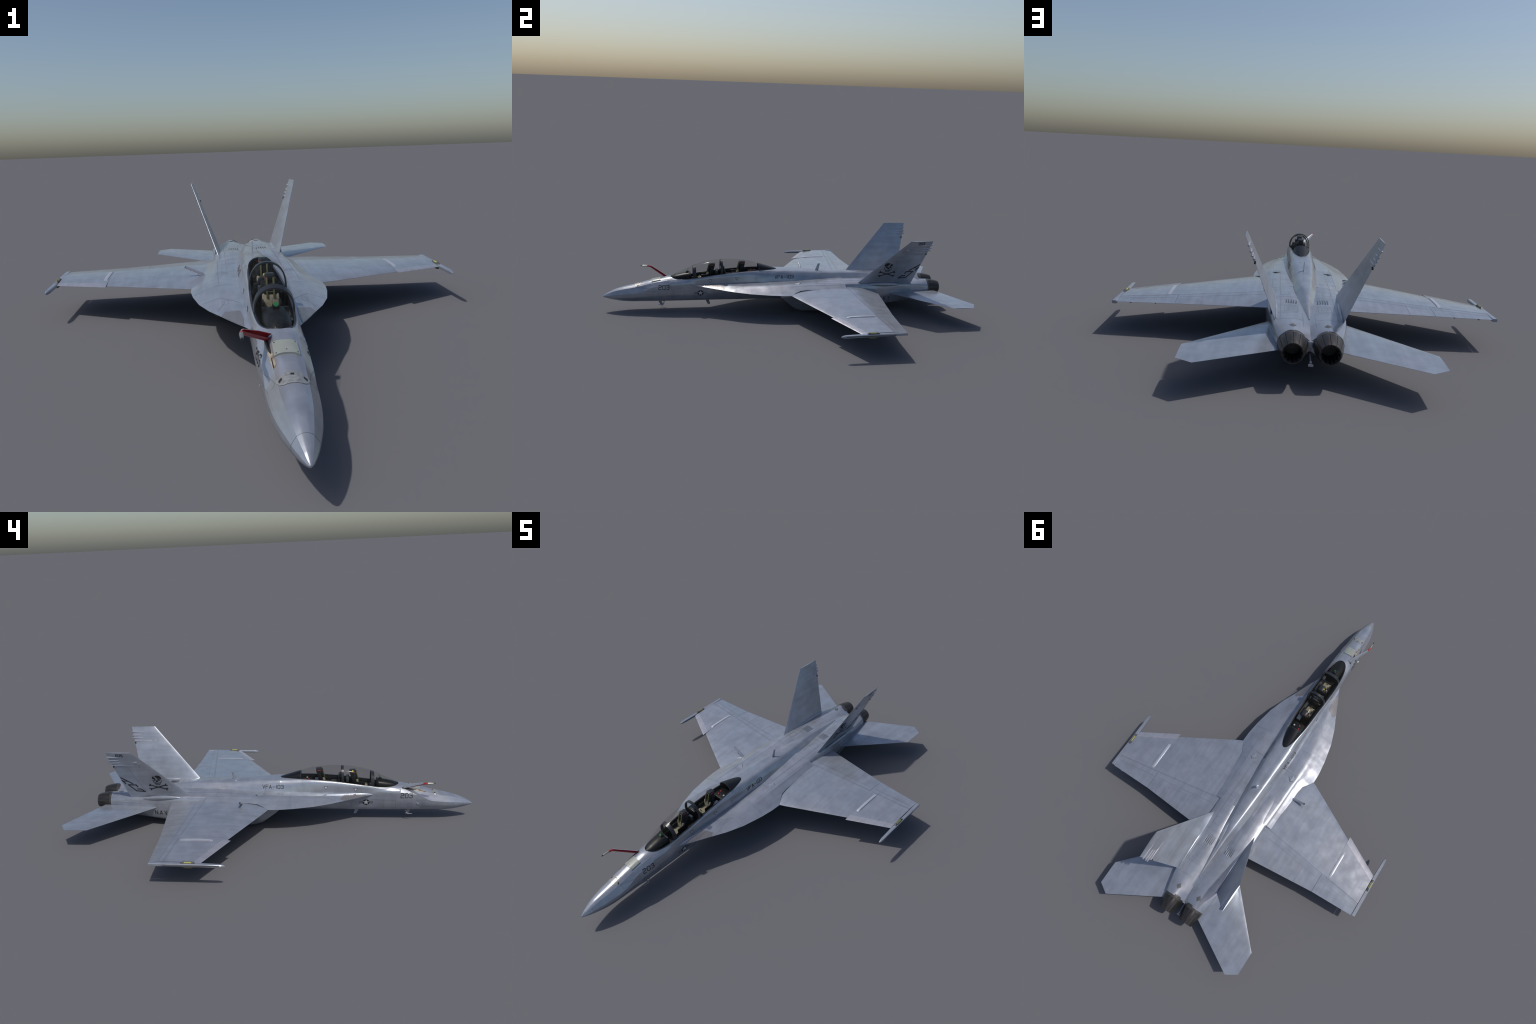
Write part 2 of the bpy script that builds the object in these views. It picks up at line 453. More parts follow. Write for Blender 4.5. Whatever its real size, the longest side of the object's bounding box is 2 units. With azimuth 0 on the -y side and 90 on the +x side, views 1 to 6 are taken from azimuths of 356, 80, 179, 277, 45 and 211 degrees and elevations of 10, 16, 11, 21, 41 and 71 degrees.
def chord_of(y, x, seg):
    return (y - LEy(x, seg)) / (TEy(x) - LEy(x, seg))
hinge = lambda x: np.interp(x, [.13, .48, .70], [.326, .373, .402])     # aft hinge line y
slat = lambda x, seg: LEy(x, seg) + np.interp(x, [.13, .50, .70], [.062, .036, .030])
g = .0007
wing = bpy.data.objects.new("wing", None)
def build_wing():
    zero = lambda x: 0.0
    one = lambda x: 1.0
    s0 = wing_piece("wing", .120, .506, lambda x: chord_of(slat(x, 0) - .0004, x, 0), lambda x: chord_of(hinge(x), x, 0), 0, M_WING, ROOT)
    parts = [s0]
    parts.append(wing_piece("outer_wing_panel", .5062, .6935, lambda x: chord_of(slat(x, 1) - .0004, x, 1), lambda x: chord_of(hinge(x), x, 1), 1, M_WING, s0))
    parts.append(wing_piece("leading_edge_flap", .150, .506, zero, lambda x: chord_of(slat(x, 0), x, 0), 0, M_WING, s0))
    parts.append(wing_piece("leading_edge_flap", .5062, .6935, zero, lambda x: chord_of(slat(x, 1), x, 1), 1, M_LIGHT, s0, dz=.0006))
    parts.append(wing_piece("flap", .136, .4795, lambda x: chord_of(hinge(x) + g, x, 0), one, 0, M_WING, s0))
    parts.append(wing_piece("aileron", .4808, .6925, lambda x: chord_of(hinge(x) + g, x, 1), one, 1, M_WING, s0))
    for xh in (.553, .644):
        z0 = wing_pt(xh, .9, False, 1)[2]
        parts.append(tube("hinge_fairing", [(xh, .415, z0 - .001), (xh, .432, z0 - .0030), (xh, .460, z0 - .0022), (xh, .470, z0 - .0005)], [.001, .0032, .0032, .0012], M_GREY, s0, n=10))
    # wing fold fairing
    rings = []
    for y in np.linspace(.222, .371, 12):
        xc = .5185
        e = min(1, (y - .2215) / .006, (.3715 - y) / .012)
        zz = wing_pt(xc, chord_of(y, xc, 1), True, 1)[2]
        w, h = .0062, .0032 * max(e, .05)
        rings.append([(xc - w, y, zz - .004), (xc - w, y, zz + h * .8), (xc - w * .6, y, zz + h), (xc + w * .6, y, zz + h), (xc + w, y, zz + h * .8), (xc + w, y, zz - .004)])
    V, F = closed_loft(np.array(rings))
    parts.append(add("wing_fold_fairing", V, F, M_STRIP, s0, smooth=30))
    # wing tip launcher rail
    rings = []
    for y, w, zt, zb in [(.140, .0012, .1100, .107), (.149, .0048, .1138, .1050), (.165, .0074, .1160, .1042), (.24, .0080, .1175, .1050), (.40, .0085, .1200, .1075), (.463, .0088, .1205, .1090)]:
        xc = .7030 if y > .2 else .7042
        rings.append([(xc - w, y, zb + .001), (xc - w, y, zt - .003), (xc - w + .002, y, zt), (xc + w - .002, y, zt), (xc + w, y, zt - .002), (xc + w, y, zb + .001), (xc + w - .001, y, zb), (xc - w + .001, y, zb)])
    V, F = closed_loft(np.array(rings))
    rail = add("missile_rail", V, F, M_GREY, s0, smooth=30)
    parts.append(rail)
    parts.append(box("rail_dark_strip", (.7112, .286, .1110), (.0014, .240, .0048), M_DARKPANEL, rail))  # dark strip laid on the rail side, no slot is cut
    for zc, sg in ((.1175, 1), (.1058, -1)):
        rr = []
        for (y0, y1), dz_, w in (((.264, .336), -.002 * sg, .0060), ((.270, .326), .003 * sg, .0052), ((.276, .318), .0080 * sg, .0022)):
            xc = .7015
            rr.append([(xc - w, y0, zc + dz_), (xc + w, y0, zc + dz_), (xc + w, y1, zc + dz_), (xc - w, y1, zc + dz_)])
        V, F = closed_loft(np.array(rr))
        parts.append(add("rail_fitting", V, F, M_DARKPANEL, rail, smooth=20))
        for sx in (-1, 1):
            a, b = .0046, .0026
            q = [(.7015 + sx * a, .281, zc + .0044 * sg), (.7015 + sx * a, .312, zc + .0044 * sg), (.7015 + sx * b, .312, zc + .0080 * sg), (.7015 + sx * b, .281, zc + .0080 * sg)]
            q = q + [(x + sx * .0008, y, z) for x, y, z in q]
            V, F = closed_loft(np.array([q[:4], q[4:]]))
            parts.append(add("formation_light", V, F, M_YEL, rail, smooth=0))
    return parts
wparts = build_wing()
mm = {}
for p in wparts:
    q = mirror(p)
    mm[p] = q
for p in wparts:
    if p.parent in mm:
        mm[p].parent = mm[p.parent]
WING_L, WING_R = wparts[0], mm[wparts[0]]

# tube standing on the starboard wing root
tube("vent_pipe", [(-.168, .138, .142), (-.178, .138, .1515), (-.228, .138, .1755), (-.233, .138, .178)], [.0066, .0064, .0054, .0054], M_LIGHT)
tube("vent_pipe_end", [(-.2325, .138, .1778), (-.2345, .138, .1788)], [.0048, .0044], M_BLACK)

# ------------------------------------------------------------------ stabilators
def slab(name, loops, mat, parent=None, smooth=25):
    """Thin aerofoil surface from spanwise stations (le, te, thickness)."""
    prof_c = [0, .02, .08, .2, .4, .6, .8, 1]
    prof_t = [.05, .30, .55, .85, 1, .85, .5, .08]
    rings = []
    for le, te, th, nrm in loops:
        le, te, nrm = np.array(le), np.array(te), np.array(nrm)
        up = [le + (te - le) * c + nrm * th * .5 * t for c, t in zip(prof_c, prof_t)]
        dn = [le + (te - le) * c - nrm * th * .5 * t for c, t in zip(prof_c[::-1], prof_t[::-1])]
        rings.append(up + dn)
    V, F = closed_loft(np.array(rings))
    return add(name, V, F, mat, parent, smooth=smooth)
zs = .105
loops = []
for t in np.linspace(0, 1, 12):
    x = .098 + (.392 - .098) * t
    ley = .582 + (x - .134) * (.855 - .582) / (.392 - .134)
    tey = np.interp(x, [.098, .103, .340, .392], [.864, .867, .999, .967])
    th = .0130 - .0095 * t
    loops.append(((x, ley, zs + .001), (x, tey, zs), th, (0, 0, 1)))
loops.insert(-1, None); loops[-2] = None
xk = .340
lk = ((xk, .582 + (xk - .134) * (.855 - .582) / .258, zs + .001), (xk, .999, zs), .0053, (0, 0, 1))
loops = [l for l in loops if l is not None and not (.325 < l[0][0] < .345)]
loops = sorted(loops + [lk], key=lambda l: l[0][0])
STAB = slab("stabilator", loops, M_WING)
mirror(STAB)
# ------------------------------------------------------------------ fins
BF, BR, TF, TR = np.array((.1185, .401, .166)), np.array((.1130, .719, .157)), np.array((.2165, .652, .431)), np.array((.2135, .780, .431))
fn = np.cross(BR - BF, TF - BF); fn /= np.linalg.norm(fn)
if fn[0] < 0: fn = -fn
def fin_pt(v, c):
    le = BF + (TF - BF) * v; te = BR + (TR - BR) * v
    return le + (te - le) * c
loops = []
for v in [-.06, 0, .05, .1, .2, .3, .4, .5, .6, .7, .8, .9, .97, 1.0]:
    th = np.interp(v, [-.06, 0, .12, 1], [.019, .017, .0125, .0065])
    loops.append((fin_pt(v, 0), fin_pt(v, 1), th, fn))
FIN = slab("tail_fin", loops, M_FIN)
fparts = [FIN]
# fairings along the fin root, outside and inside
for (ta, tb), off, r0, dz_ in (((.18, .78), .0140, .0125, -.004), ((.30, .98), -.0050, .0110, .000)):
    rings = []
    for t in np.linspace(0, 1, 14):
        c = fin_pt(.0, ta + (tb - ta) * t) + np.array((off, 0, dz_))
        r = r0 * math.sin(math.pi * min(1, max(0.0, t * .97 + .015))) ** .6
        rings.append([c + np.array((math.cos(a) * r * .75, 0, math.sin(a) * r)) for a in (2 * math.pi * k / 12 for k in range(12))])
    V, F = closed_loft(np.array(rings))
    fparts.append(add("fin_root_fairing", V, F, M_GREY, FIN))
# pods and strips on the fin tip trailing edge
for v, c0, r, ext in ((.905, .30, .0045, .007), (.835, .62, .0046, .010), (.785, .62, .0046, .012)):
    p0 = fin_pt(v, c0); p1 = fin_pt(v, .93); p2 = fin_pt(v, 1) + np.array((0, ext, 0))
    d = (p2 - p1) / np.linalg.norm(p2 - p1)
    fparts.append(tube("antenna_pod", [p0, p0 + (p1 - p0) * .35, p1, p2 - d * .004, p2], [.0012, r * .8, r, r * .95, r * .45], M_LIGHT, FIN, n=10))
p0, p1 = fin_pt(.735, .28), fin_pt(.735, 1.0)
fparts.append(tube("fin_band", [p0, p0 + (p1 - p0) * .06, p1], [.001, .0042, .0040], M_LIGHT, FIN, n=10, squash=1))
p = fin_pt(.70, .985); fparts.append(box("fin_light", p, (.006, .006, .010), M_BLACK, FIN, .001))
p = fin_pt(.80, .245) + fn * .004; fparts.append(box("fin_sensor", p, (.004, .017, .007), M_LIGHT, FIN, .0015))
p = fin_pt(.755, .20) + fn * .004; fparts.append(box("fin_sensor", p, (.004, .013, .007), M_PANEL, FIN, .0015))
fm = {}
for p in fparts:
    fm[p] = mirror(p)
for p in fparts:
    if p.parent in fm:
        fm[p].parent = fm[p.parent]
FIN_R = fm[FIN]

# ------------------------------------------------------------------ nozzles
def ringpts(cx, cz, y, r, n=48):
    return [(cx + r * math.cos(2 * math.pi * k / n), y, cz + r * math.sin(2 * math.pi * k / n)) for k in range(n)]
def nozzle(cx):
    cz = .1125
    prof = [(.822, .0440), (.8245, .0468), (.842, .0464), (.844, .0455), (.844, .030)]
    V, F = closed_loft(np.array([ringpts(cx, cz, y, r) for y, r in prof]), True)
    noz = add("engine_nozzle", V, F, M_RING, smooth=30)
    N = 12
    a0, a1 = -math.pi / N * .93, math.pi / N * .93
    st = [(.842, .0455), (.856, .0445), (.872, .0418), (.892, .0376), (.9095, .0325)]
    rings = []
    for y, r in st:
        ring = []
        for k in range(7):
            a = a0 + (a1 - a0) * k / 6
            bump = .0008 * (1 - abs(k - 3) / 3)
            ring.append((math.cos(a) * (r + bump), y, math.sin(a) * (r + bump)))
        for k in reversed(range(7)):
            a = a0 + (a1 - a0) * k / 6
            ring.append((math.cos(a) * (r - .0022), y, math.sin(a) * (r - .0022)))
        rings.append(ring)
    V, F = closed_loft(np.array(rings))
    petal = add("nozzle_petal", V, F, M_NOZ, noz, smooth=30)
    # strip seal below the gaps
    V, F = closed_loft(np.array([ringpts(cx, cz, y, r - .0026) for y, r in st] + [ringpts(cx, cz, .9075, .0282), ringpts(cx, cz, .865, .0300), ringpts(cx, cz, .845, .0250)]), False)
    add("nozzle_liner", V, F, M_NOZIN, noz, smooth=40)
    for k in range(N):
        o = petal if k == 0 else petal.copy()
        if k:
            SCN.objects.link(o)
        o.matrix_local = Matrix.Translation((cx, 0, cz)) @ Matrix.Rotation(2 * math.pi * (k + .5) / N, 4, 'Y')
    # inner flame-holder petals
    V, F = [], []
    inner = None
    for k in range(12):
        a = 2 * math.pi * (k + .5) / 12
        rr = []
        for y, r, w in ((.904, .0280, .0045), (.870, .0250, .0030)):
            c, s = math.cos(a), math.sin(a)
            rr.append([(cx + c * r - s * w, y, cz + s * r + c * w), (cx + c * r + s * w, y, cz + s * r - c * w),
                       (cx + c * (r - .003) + s * w * .5, y, cz + s * (r - .003) - c * w * .5), (cx + c * (r - .003) - s * w * .5, y, cz + s * (r - .003) + c * w * .5)])
        v, f = closed_loft(np.array(rr))
        o = len(V); V += [tuple(q) for q in v]; F += [tuple(i + o for i in q) for q in f]
    add("inner_petals", V, F, M_NOZIN, noz, kind="stuff")
    return noz
nozzle(.0557); nozzle(-.0557)
# tail piece between the nozzles, arrestor hook
box("tail_wedge", (0, .825, .116), (.018, .026, .022), M_GREY, None, .003)
hook = tube("arrestor_hook", [(0, .80, .082), (0, .845, .083), (0, .872, .080), (0, .890, .0755)], [.004, .0035, .003, .003], M_LIGHT)
box("hook_point", (0, .8935, .0725), (.016, .006, .008), M_LIGHT, hook, .0015)
box("hook_collar", (0, .885, .0785), (.008, .006, .007), M_LIGHT, hook, .001)

# ------------------------------------------------------------------ canopy
CT = {-.637: .1872, -.626: .1945, -.586: .2120, -.546: .2315, -.505: .2505, -.452: .2665, -.400: .2765, -.350: .2805, -.300: .2812,
      -.250: .2775, -.200: .2690, -.145: .2530, -.095: .2375, -.060: .2265, -.045: .2217}
CY = sorted(CT)
def ctop(y):
    return float(pchip(CY, [CT[k] for k in CY], np.array([y]))[0])
def can_arc(y, n=24, sc=1.0, drop=0.0, top=None):
    w, zs_ = sill(y); zt = top or ctop(y)
    out = []
    for k in range(n + 1):
        a = math.pi * k / n
        ca, sa = math.cos(a), math.sin(a)
        x = w * math.copysign(abs(ca) ** .9, ca)
        bul = 1 + .05 * math.sin(2 * min(a, math.pi - a)) * min(1, (zt - zs_) / .05)
        out.append((x * sc * bul, y, zs_ - drop + (zt - zs_ + drop) * (abs(sa) ** .92) * (sc if sc < 1 else 1)))
    return out
gy = np.array(sorted(set([-.6365, -.634, -.630, -.624, -.616]) | set(np.linspace(-.605, -.1425, 34))))
rows = np.array([can_arc(y) for y in gy])
V = rows.reshape(-1, 3); F = grid_faces(*rows.shape[:2])
GLASS = add("canopy_glass", V, F, M_GLASS, smooth=60)
fy = np.array(list(np.linspace(-.146, -.06, 14)) + [-.055, -.050, -.047, -.0455])
rows = [can_arc(y, 20, 1.004) for y in fy]
rows = [can_arc(-.146, 20, .90)] + rows
rows = np.array(rows); nr, nc = rows.shape[:2]
F = grid_faces(nr, nc)
V = rows.reshape(-1, 3)
add("canopy_fairing", V, F, M_FAIR, smooth=50)
def arch(name, y0, y1, s_out, s_in, lean=0.0):
    rings = []
    n = 28
    o = [can_arc(y, n, s_out) for y in (y0, y1)]
    i_ = [can_arc(y, n, s_in) for y in (y0, y1)]
    for k in range(n + 1):
        rings.append([o[0][k], o[1][k], i_[1][k], i_[0][k]])
    V, F = closed_loft(np.array(rings))
    return add(name, V, F, M_FRAME, GLASS, smooth=35)
arch("canopy_arch", -.5135, -.4975, .995, .93)
arch("canopy_arch", -.3630, -.3510, .995, .93)
arch("canopy_arch", -.1500, -.1430, .998, .90)

# cockpit tub
cq = np.array([y for y in ys if -.6365 <= y <= -.0455])
rows = []
for y in cq:
    w, z = sill(y)
    fl = .140 if y < -.2 else .150 + (y + .2) * .35
    rows.append([(w, y, z), (w * .97, y, z - .003), (w * .90, y, z - .013), (w * .86, y, min(fl, z - .02)), (0, y, min(fl, z - .02))])
rows = np.array(rows); nr, nc = rows.shape[:2]
mir = rows.copy(); mir[..., 0] *= -1
V = np.concatenate([rows.reshape(-1, 3), mir.reshape(-1, 3)])
F = grid_faces(nr, nc) + grid_faces(nr, nc, nr * nc, True)
TUB = add("cockpit_tub", V, F, M_COCK, smooth=40)
# canopy rail strip along the sill
def rail_strip():
    rr = []
    for y in cq[2:-2]:
        w, z = sill(y)
        rr.append([(w - .0004, y, z + .0018), (w + .0010, y, z + .0004), (w - .003, y, z - .004), (w - .0045, y, z + .001)])
    V, F = closed_loft(np.array(rr))
    o = add("canopy_rail", V, F, M_FRAME, GLASS, smooth=40)
    mirror(o)
rail_strip()
# forward glare shield
rings = []
for y in np.linspace(-.634, -.535, 14):
    w, z = sill(y)
    t = (y + .634) / .099
    hz = np.interp(y, [-.634, -.61, -.57, -.535], [.1868, .1965, .2055, .2100])
    hw = max(.001, w * np.interp(t, [0, .3, 1], [.97, .86, .70]))
    rings.append([(hw * math.cos(a) if True else 0, y, (z - .012) + (hz - z + .012) * abs(math.sin(a)) ** .55) for a in np.linspace(0, math.pi, 19)])
rings = np.array(rings)
V = rings.reshape(-1, 3); F = grid_faces(*rings.shape[:2]); n_ = rings.shape[1]
F.append(tuple((rings.shape[0] - 1) * n_ + j for j in range(n_)))
GS = add("glare_shield", V, F, M_COCK, smooth=45)
box("sight_unit", (0, -.545, .211), (.016, .016, .010), M_COCK, GS, .002)
tube("sight_lens", [(0, -.5490, .2160), (0, -.5500, .2172)], [.0062, .0062], M_GREEN, GS, n=20)
for sx in (-1, 1):
    tube("sight_frame", [(sx * .0075, -.546, .212), (sx * .0078, -.541, .224), (sx * .005, -.538, .228), (0, -.537, .2285)], [.0007] * 4, M_CGREY, GS, n=6)
box("instrument_panel", (0, -.531, .186), (.062, .008, .040), M_COCK, TUB, .002)
for sx in (-1, 0, 1):
    box("display", (sx * .019, -.5265, .192), (.014, .0015, .014), M_CGREY, TUB)
# rear coaming
box("rear_coaming", (0, -.352, .226), (.048, .026, .022), M_COCK, TUB, .006)
box("rear_instrument_panel", (0, -.340, .195), (.070, .010, .050), M_COCK, TUB, .003)
box("rear_coaming_top", (0, -.350, .2385), (.026, .020, .006), M_CGREY, TUB, .002)
# consoles
for sx in (-1, 1):
    for yc, ln in ((-.455, .13), (-.285, .10)):
        w, z = sill(yc)
        box("side_console", (sx * (w - .012), yc, z - .034), (.014, ln, .020), M_CGREY if sx > 0 else M_COCK, TUB, .002)
box("console_box", (.024, -.235, .196), (.020, .030, .016), M_WHITE, TUB, .002)
box("console_box", (.021, -.180, .208), (.008, .008, .006), M_WHITE, TUB, .001)
box("aft_shelf", (0, -.165, .199), (.060, .080, .018), M_COCK, TUB, .003)
for xy in ((-.006, -.188), (-.010, -.170)):
    tube("warning_button", [(xy[0], xy[1], .206), (xy[0], xy[1], .213)], [.0034, .0034], M_RED2, TUB, n=10)

def seat(yc, zb):
    s = bpy.data.objects.new("ejection_seat", None)
    SCN.objects.link(s); s.parent = ROOT
    lean = math.radians(-14)
    box("seat_pan", (0, yc - .030, zb + .008), (.040, .042, .012), M_BEIGE, s, .004)
    box("seat_back", (0, yc - .002, zb + .026), (.042, .010, .044), M_BEIGE, s, .004, rot=(lean, 0, 0))
    box("seat_frame", (0, yc + .016, zb + .036), (.044, .020, .080), M_COCK, s, .003, rot=(lean, 0, 0))
    box("seat_bolster", (0, yc + .005, zb + .057), (.034, .008, .034), M_COCK, s, .003, rot=(lean, 0, 0))
    box("harness_bar", (0, yc - .0005, zb + .052), (.014, .002, .002), M_STRAP, s, 0)
    hb = box("head_box", (0, yc + .024, zb + .082), (.024, .030, .024), M_FRAME, s, .003, rot=(math.radians(-6), 0, 0))
    box("head_pad", (0, yc + .009, zb + .078), (.020, .006, .020), M_COCK, s, .002)
    for sx in (-1, 1):
        box("strap", (sx * .0085, yc + .0005, zb + .062), (.0050, .003, .050), M_STRAP, s, .0008, rot=(lean, 0, 0))
        box("seat_side", (sx * .021, yc - .012, zb + .020), (.005, .050, .030), M_COCK, s, .002)
        box("warning_label", (sx * .0122, yc + .024, zb + .083), (.0006, .014, .0035), M_RED2, hb)
    box("ejection_handle", (0, yc - .046, zb + .020), (.010, .003, .006), M_STRAP, s, .001)
    return s
seat(-.432, .166)
seat(-.265, .176)
tube("lamp", [(-.013, -.408, .256), (-.0145, -.408, .2565)], [.0036, .0036], M_LAMP, n=12)
for sx, y0 in ((1, -.390), (-1, -.388)):
    box("avionics_box", (sx * .016, y0 + .006, .212), (.022, .014, .022), M_CGREY, TUB, .002)

# ------------------------------------------------------------------ surface details: projection helpers
def bvh_of(objs):
    V, F = [], []
    for o in objs:
        o_ = len(V)
        V += [o.matrix_world @ v.co if False else v.co.copy() for v in o.data.vertices]
        F += [[i + o_ for i in p.vertices] for p in o.data.polygons]
    return BVHTree.FromPolygons(V, F)
SKIN = bvh_of([FUSE, AFTB, lex, lex2])
WSKIN = {1: bvh_of([p for p in wparts if p.name.split('.')[0] in ("wing", "outer_wing_panel", "leading_edge_flap", "flap", "aileron")]),
         -1: bvh_of([mm[p] for p in wparts if p.name.split('.')[0] in ("wing", "outer_wing_panel", "leading_edge_flap", "flap", "aileron")])}
FINSKIN = {1: bvh_of([FIN]), -1: bvh_of([FIN_R])}
STABSKIN = bvh_of([STAB])

def cast(bvh, p, n, lift):
    """Drop point p along -n on to the skin."""
    n = Vector(n).normalized(); p = Vector(p)
    hit, nn, i, d = bvh.ray_cast(p + n * .12, -n, .3)
    if hit is None:
        return None
    if nn.dot(n) < 0:
        nn = -nn
    return hit + nn * lift

class Sheet:
    """Collects paint shapes and drops them on to a skin."""
    def __init__(self, bvh, origin, u, v, n, lift=.0006):
        self.b, self.o, self.u, self.v, self.n, self.l = bvh, Vector(origin), Vector(u), Vector(v), Vector(n), lift
        self.V, self.F = [], []
    def put(self, q):
        return cast(self.b, self.o + self.u * q[0] + self.v * q[1], self.n, self.l)
    def poly(self, pts, cell=None):
        tris = tessellate_polygon([[Vector((p[0], p[1], 0)) for p in pts]])
        P = [Vector((p[0], p[1])) for p in pts]
        work = [(P[a], P[b], P[c]) for a, b, c in tris]
        if cell:
            out = []
            while work:
                t = work.pop()
                ls = [(t[(k + 1) % 3] - t[k]).length for k in range(3)]
                k = ls.index(max(ls))
                if ls[k] > cell:
                    m_ = (t[k] + t[(k + 1) % 3]) / 2
                    work += [(t[k], m_, t[(k + 2) % 3]), (m_, t[(k + 1) % 3], t[(k + 2) % 3])]
                else:
                    out.append(t)
            work = out
        for t in work:
            q = [self.put(x) for x in t]
            if None in q:
                continue
            o = len(self.V); self.V += [x[:] for x in q]; self.F.append((o, o + 1, o + 2))
    def stroke(self, pts, w, closed=False, cell=.006):
        pts = [Vector(p) for p in pts]
        if closed:
            pts.append(pts[0])
        for a, b in zip(pts, pts[1:]):
            d = b - a
            L = d.length
            if L < 1e-7:
                continue
            d /= L; nrm = Vector((-d.y, d.x)) * w / 2
            a2, b2 = a - d * w * .45, b + d * w * .45
            k = max(1, int(L / cell + .5))
            for i in range(k):
                p, q = a2 + (b2 - a2) * i / k, a2 + (b2 - a2) * (i + 1) / k
                r = [self.put(x) for x in (p + nrm, p - nrm, q - nrm, q + nrm)]
                if None in r:
                    continue
                o = len(self.V); self.V += [x[:] for x in r]; self.F.append((o, o + 1, o + 2, o + 3))
    def done(self, name, mat, parent=None, kind=None):
        if not self.F:
            return None
        return add(name, self.V, self.F, mat, parent, smooth=0, kind=kind, recalc=False)

c_ = .18
GLYPH = {  # strokes on a 0.6 x 1 cell
    '0': [[(c_*.7, 0), (.6-c_*.7, 0), (.6, c_*.7), (.6, 1-c_*.7), (.6-c_*.7, 1), (c_*.7, 1), (0, 1-c_*.7), (0, c_*.7), (c_*.7, 0)]],
    '2': [[(0, .86), (.12, 1), (.48, 1), (.6, .87), (.6, .64), (.48, .52), (.12, .5), (0, .38), (0, 0), (.6, 0)]],
    '3': [[(0, .88), (.12, 1), (.48, 1), (.6, .88), (.6, .62), (.48, .52), (.22, .52)], [(.48, .52), (.6, .40), (.6, .12), (.48, 0), (.12, 0), (0, .12)]],
    '1': [[(.30, 0), (.30, 1)]],
    'V': [[(0, 1), (.3, 0), (.6, 1)]],
    'F': [[(0, 0), (0, 1), (.6, 1)], [(0, .52), (.5, .52)]],
    'A': [[(0, 0), (.3, 1), (.6, 0)], [(.12, .30), (.48, .30)]],
    '-': [[(.1, .45), (.5, .45)]],
    'N': [[(0, 0), (0, 1), (.6, 0), (.6, 1)]],
    'Y': [[(0, 1), (.3, .45), (.6, 1)], [(.3, .45), (.3, 0)]],
}
def lettering(name, text, bvh, origin, u, v, n, height, w=.16, pitch=.88, adv=None, parent=None, slant=0.0, mat=None):
    sh = Sheet(bvh, origin, u, v, n)
    x = 0.0
    total = sum(.5 if ch == '1' else pitch for ch in text) - (pitch - .6)
    x = -total / 2
    for ch in text:
        off = -.18 if ch == '1' else 0
        for st in GLYPH[ch]:
            sh.stroke([((x + off + p[0] + slant * p[1]) * height, (p[1] - .5) * height) for p in st], w * height)
        x += .5 if ch == '1' else pitch
    return sh.done(name, mat or M_BLACK, parent or ROOT)

for s in (1, -1):
    n = (s, 0, .15)
    u = (0, 1, 0) if s > 0 else (0, -1, 0)
    lettering("nose_number", "203", SKIN, (s * .051, -.672, .1395), u, (0, 0, 1), n, .0235, w=.13)
    lettering("squadron_name", "VFA-103", SKIN, (s * .058, -.009, .1890), (0, 1, .02) if s > 0 else (0, -1, -.02), (0, 0, 1), (s, 0, .5), .0195, w=.14, pitch=.86)
    lettering("service_name", "NAVY", SKIN, (s * .13, .5475, .080), u, (0, 0, 1), (s, 0, -.05), .0215, w=.15, pitch=1.16)
    # national insignia
    o, nn = (s * .054, -.474, .1045), (s, 0, 0)
    ring = Sheet(SKIN, o, u, (0, 0, 1), nn, .0006)
    R = .0166
    ring.poly([(R * math.cos(2 * math.pi * k / 40), R * math.sin(2 * math.pi * k / 40)) for k in range(40)], .006)
    for sx in (-1, 1):
        ring.stroke([(sx * .016, .0048), (sx * .0325, .0048), (sx * .0325, -.0052), (sx * .016, -.0052)], .0012)
        ring.stroke([(sx * .016, -.0002), (sx * .0325, -.0002)], .0010)
    ring.done("national_insignia", M_BLACK)
    star = Sheet(SKIN, o, u, (0, 0, 1), nn, .0011)
    star.poly([((R * .97 if k % 2 == 0 else R * .38) * math.sin(math.pi * k / 5), (R * .97 if k % 2 == 0 else R * .38) * math.cos(math.pi * k / 5)) for k in range(10)], .006)
    star.done("insignia_star", M_WHITE)
    # rescue triangles
    for y, z in ((-.421, .1735), (-.274, .1835)):
        t = Sheet(SKIN, (s * .058, y, z), u, (0, 0, 1), (s, 0, .2), .0006)
        t.poly([(-.0100, .0075), (.0100, .0075), (0, -.0105)], .006)
        t.done("rescue_triangle", M_BLACK)
        t = Sheet(SKIN, (s * .058, y, z), u, (0, 0, 1), (s, 0, .2), .0011)
        t.poly([(-.0068, .0055), (.0068, .0055), (0, -.0068)], .006)
        t.done("rescue_triangle_face", M_WHITE)

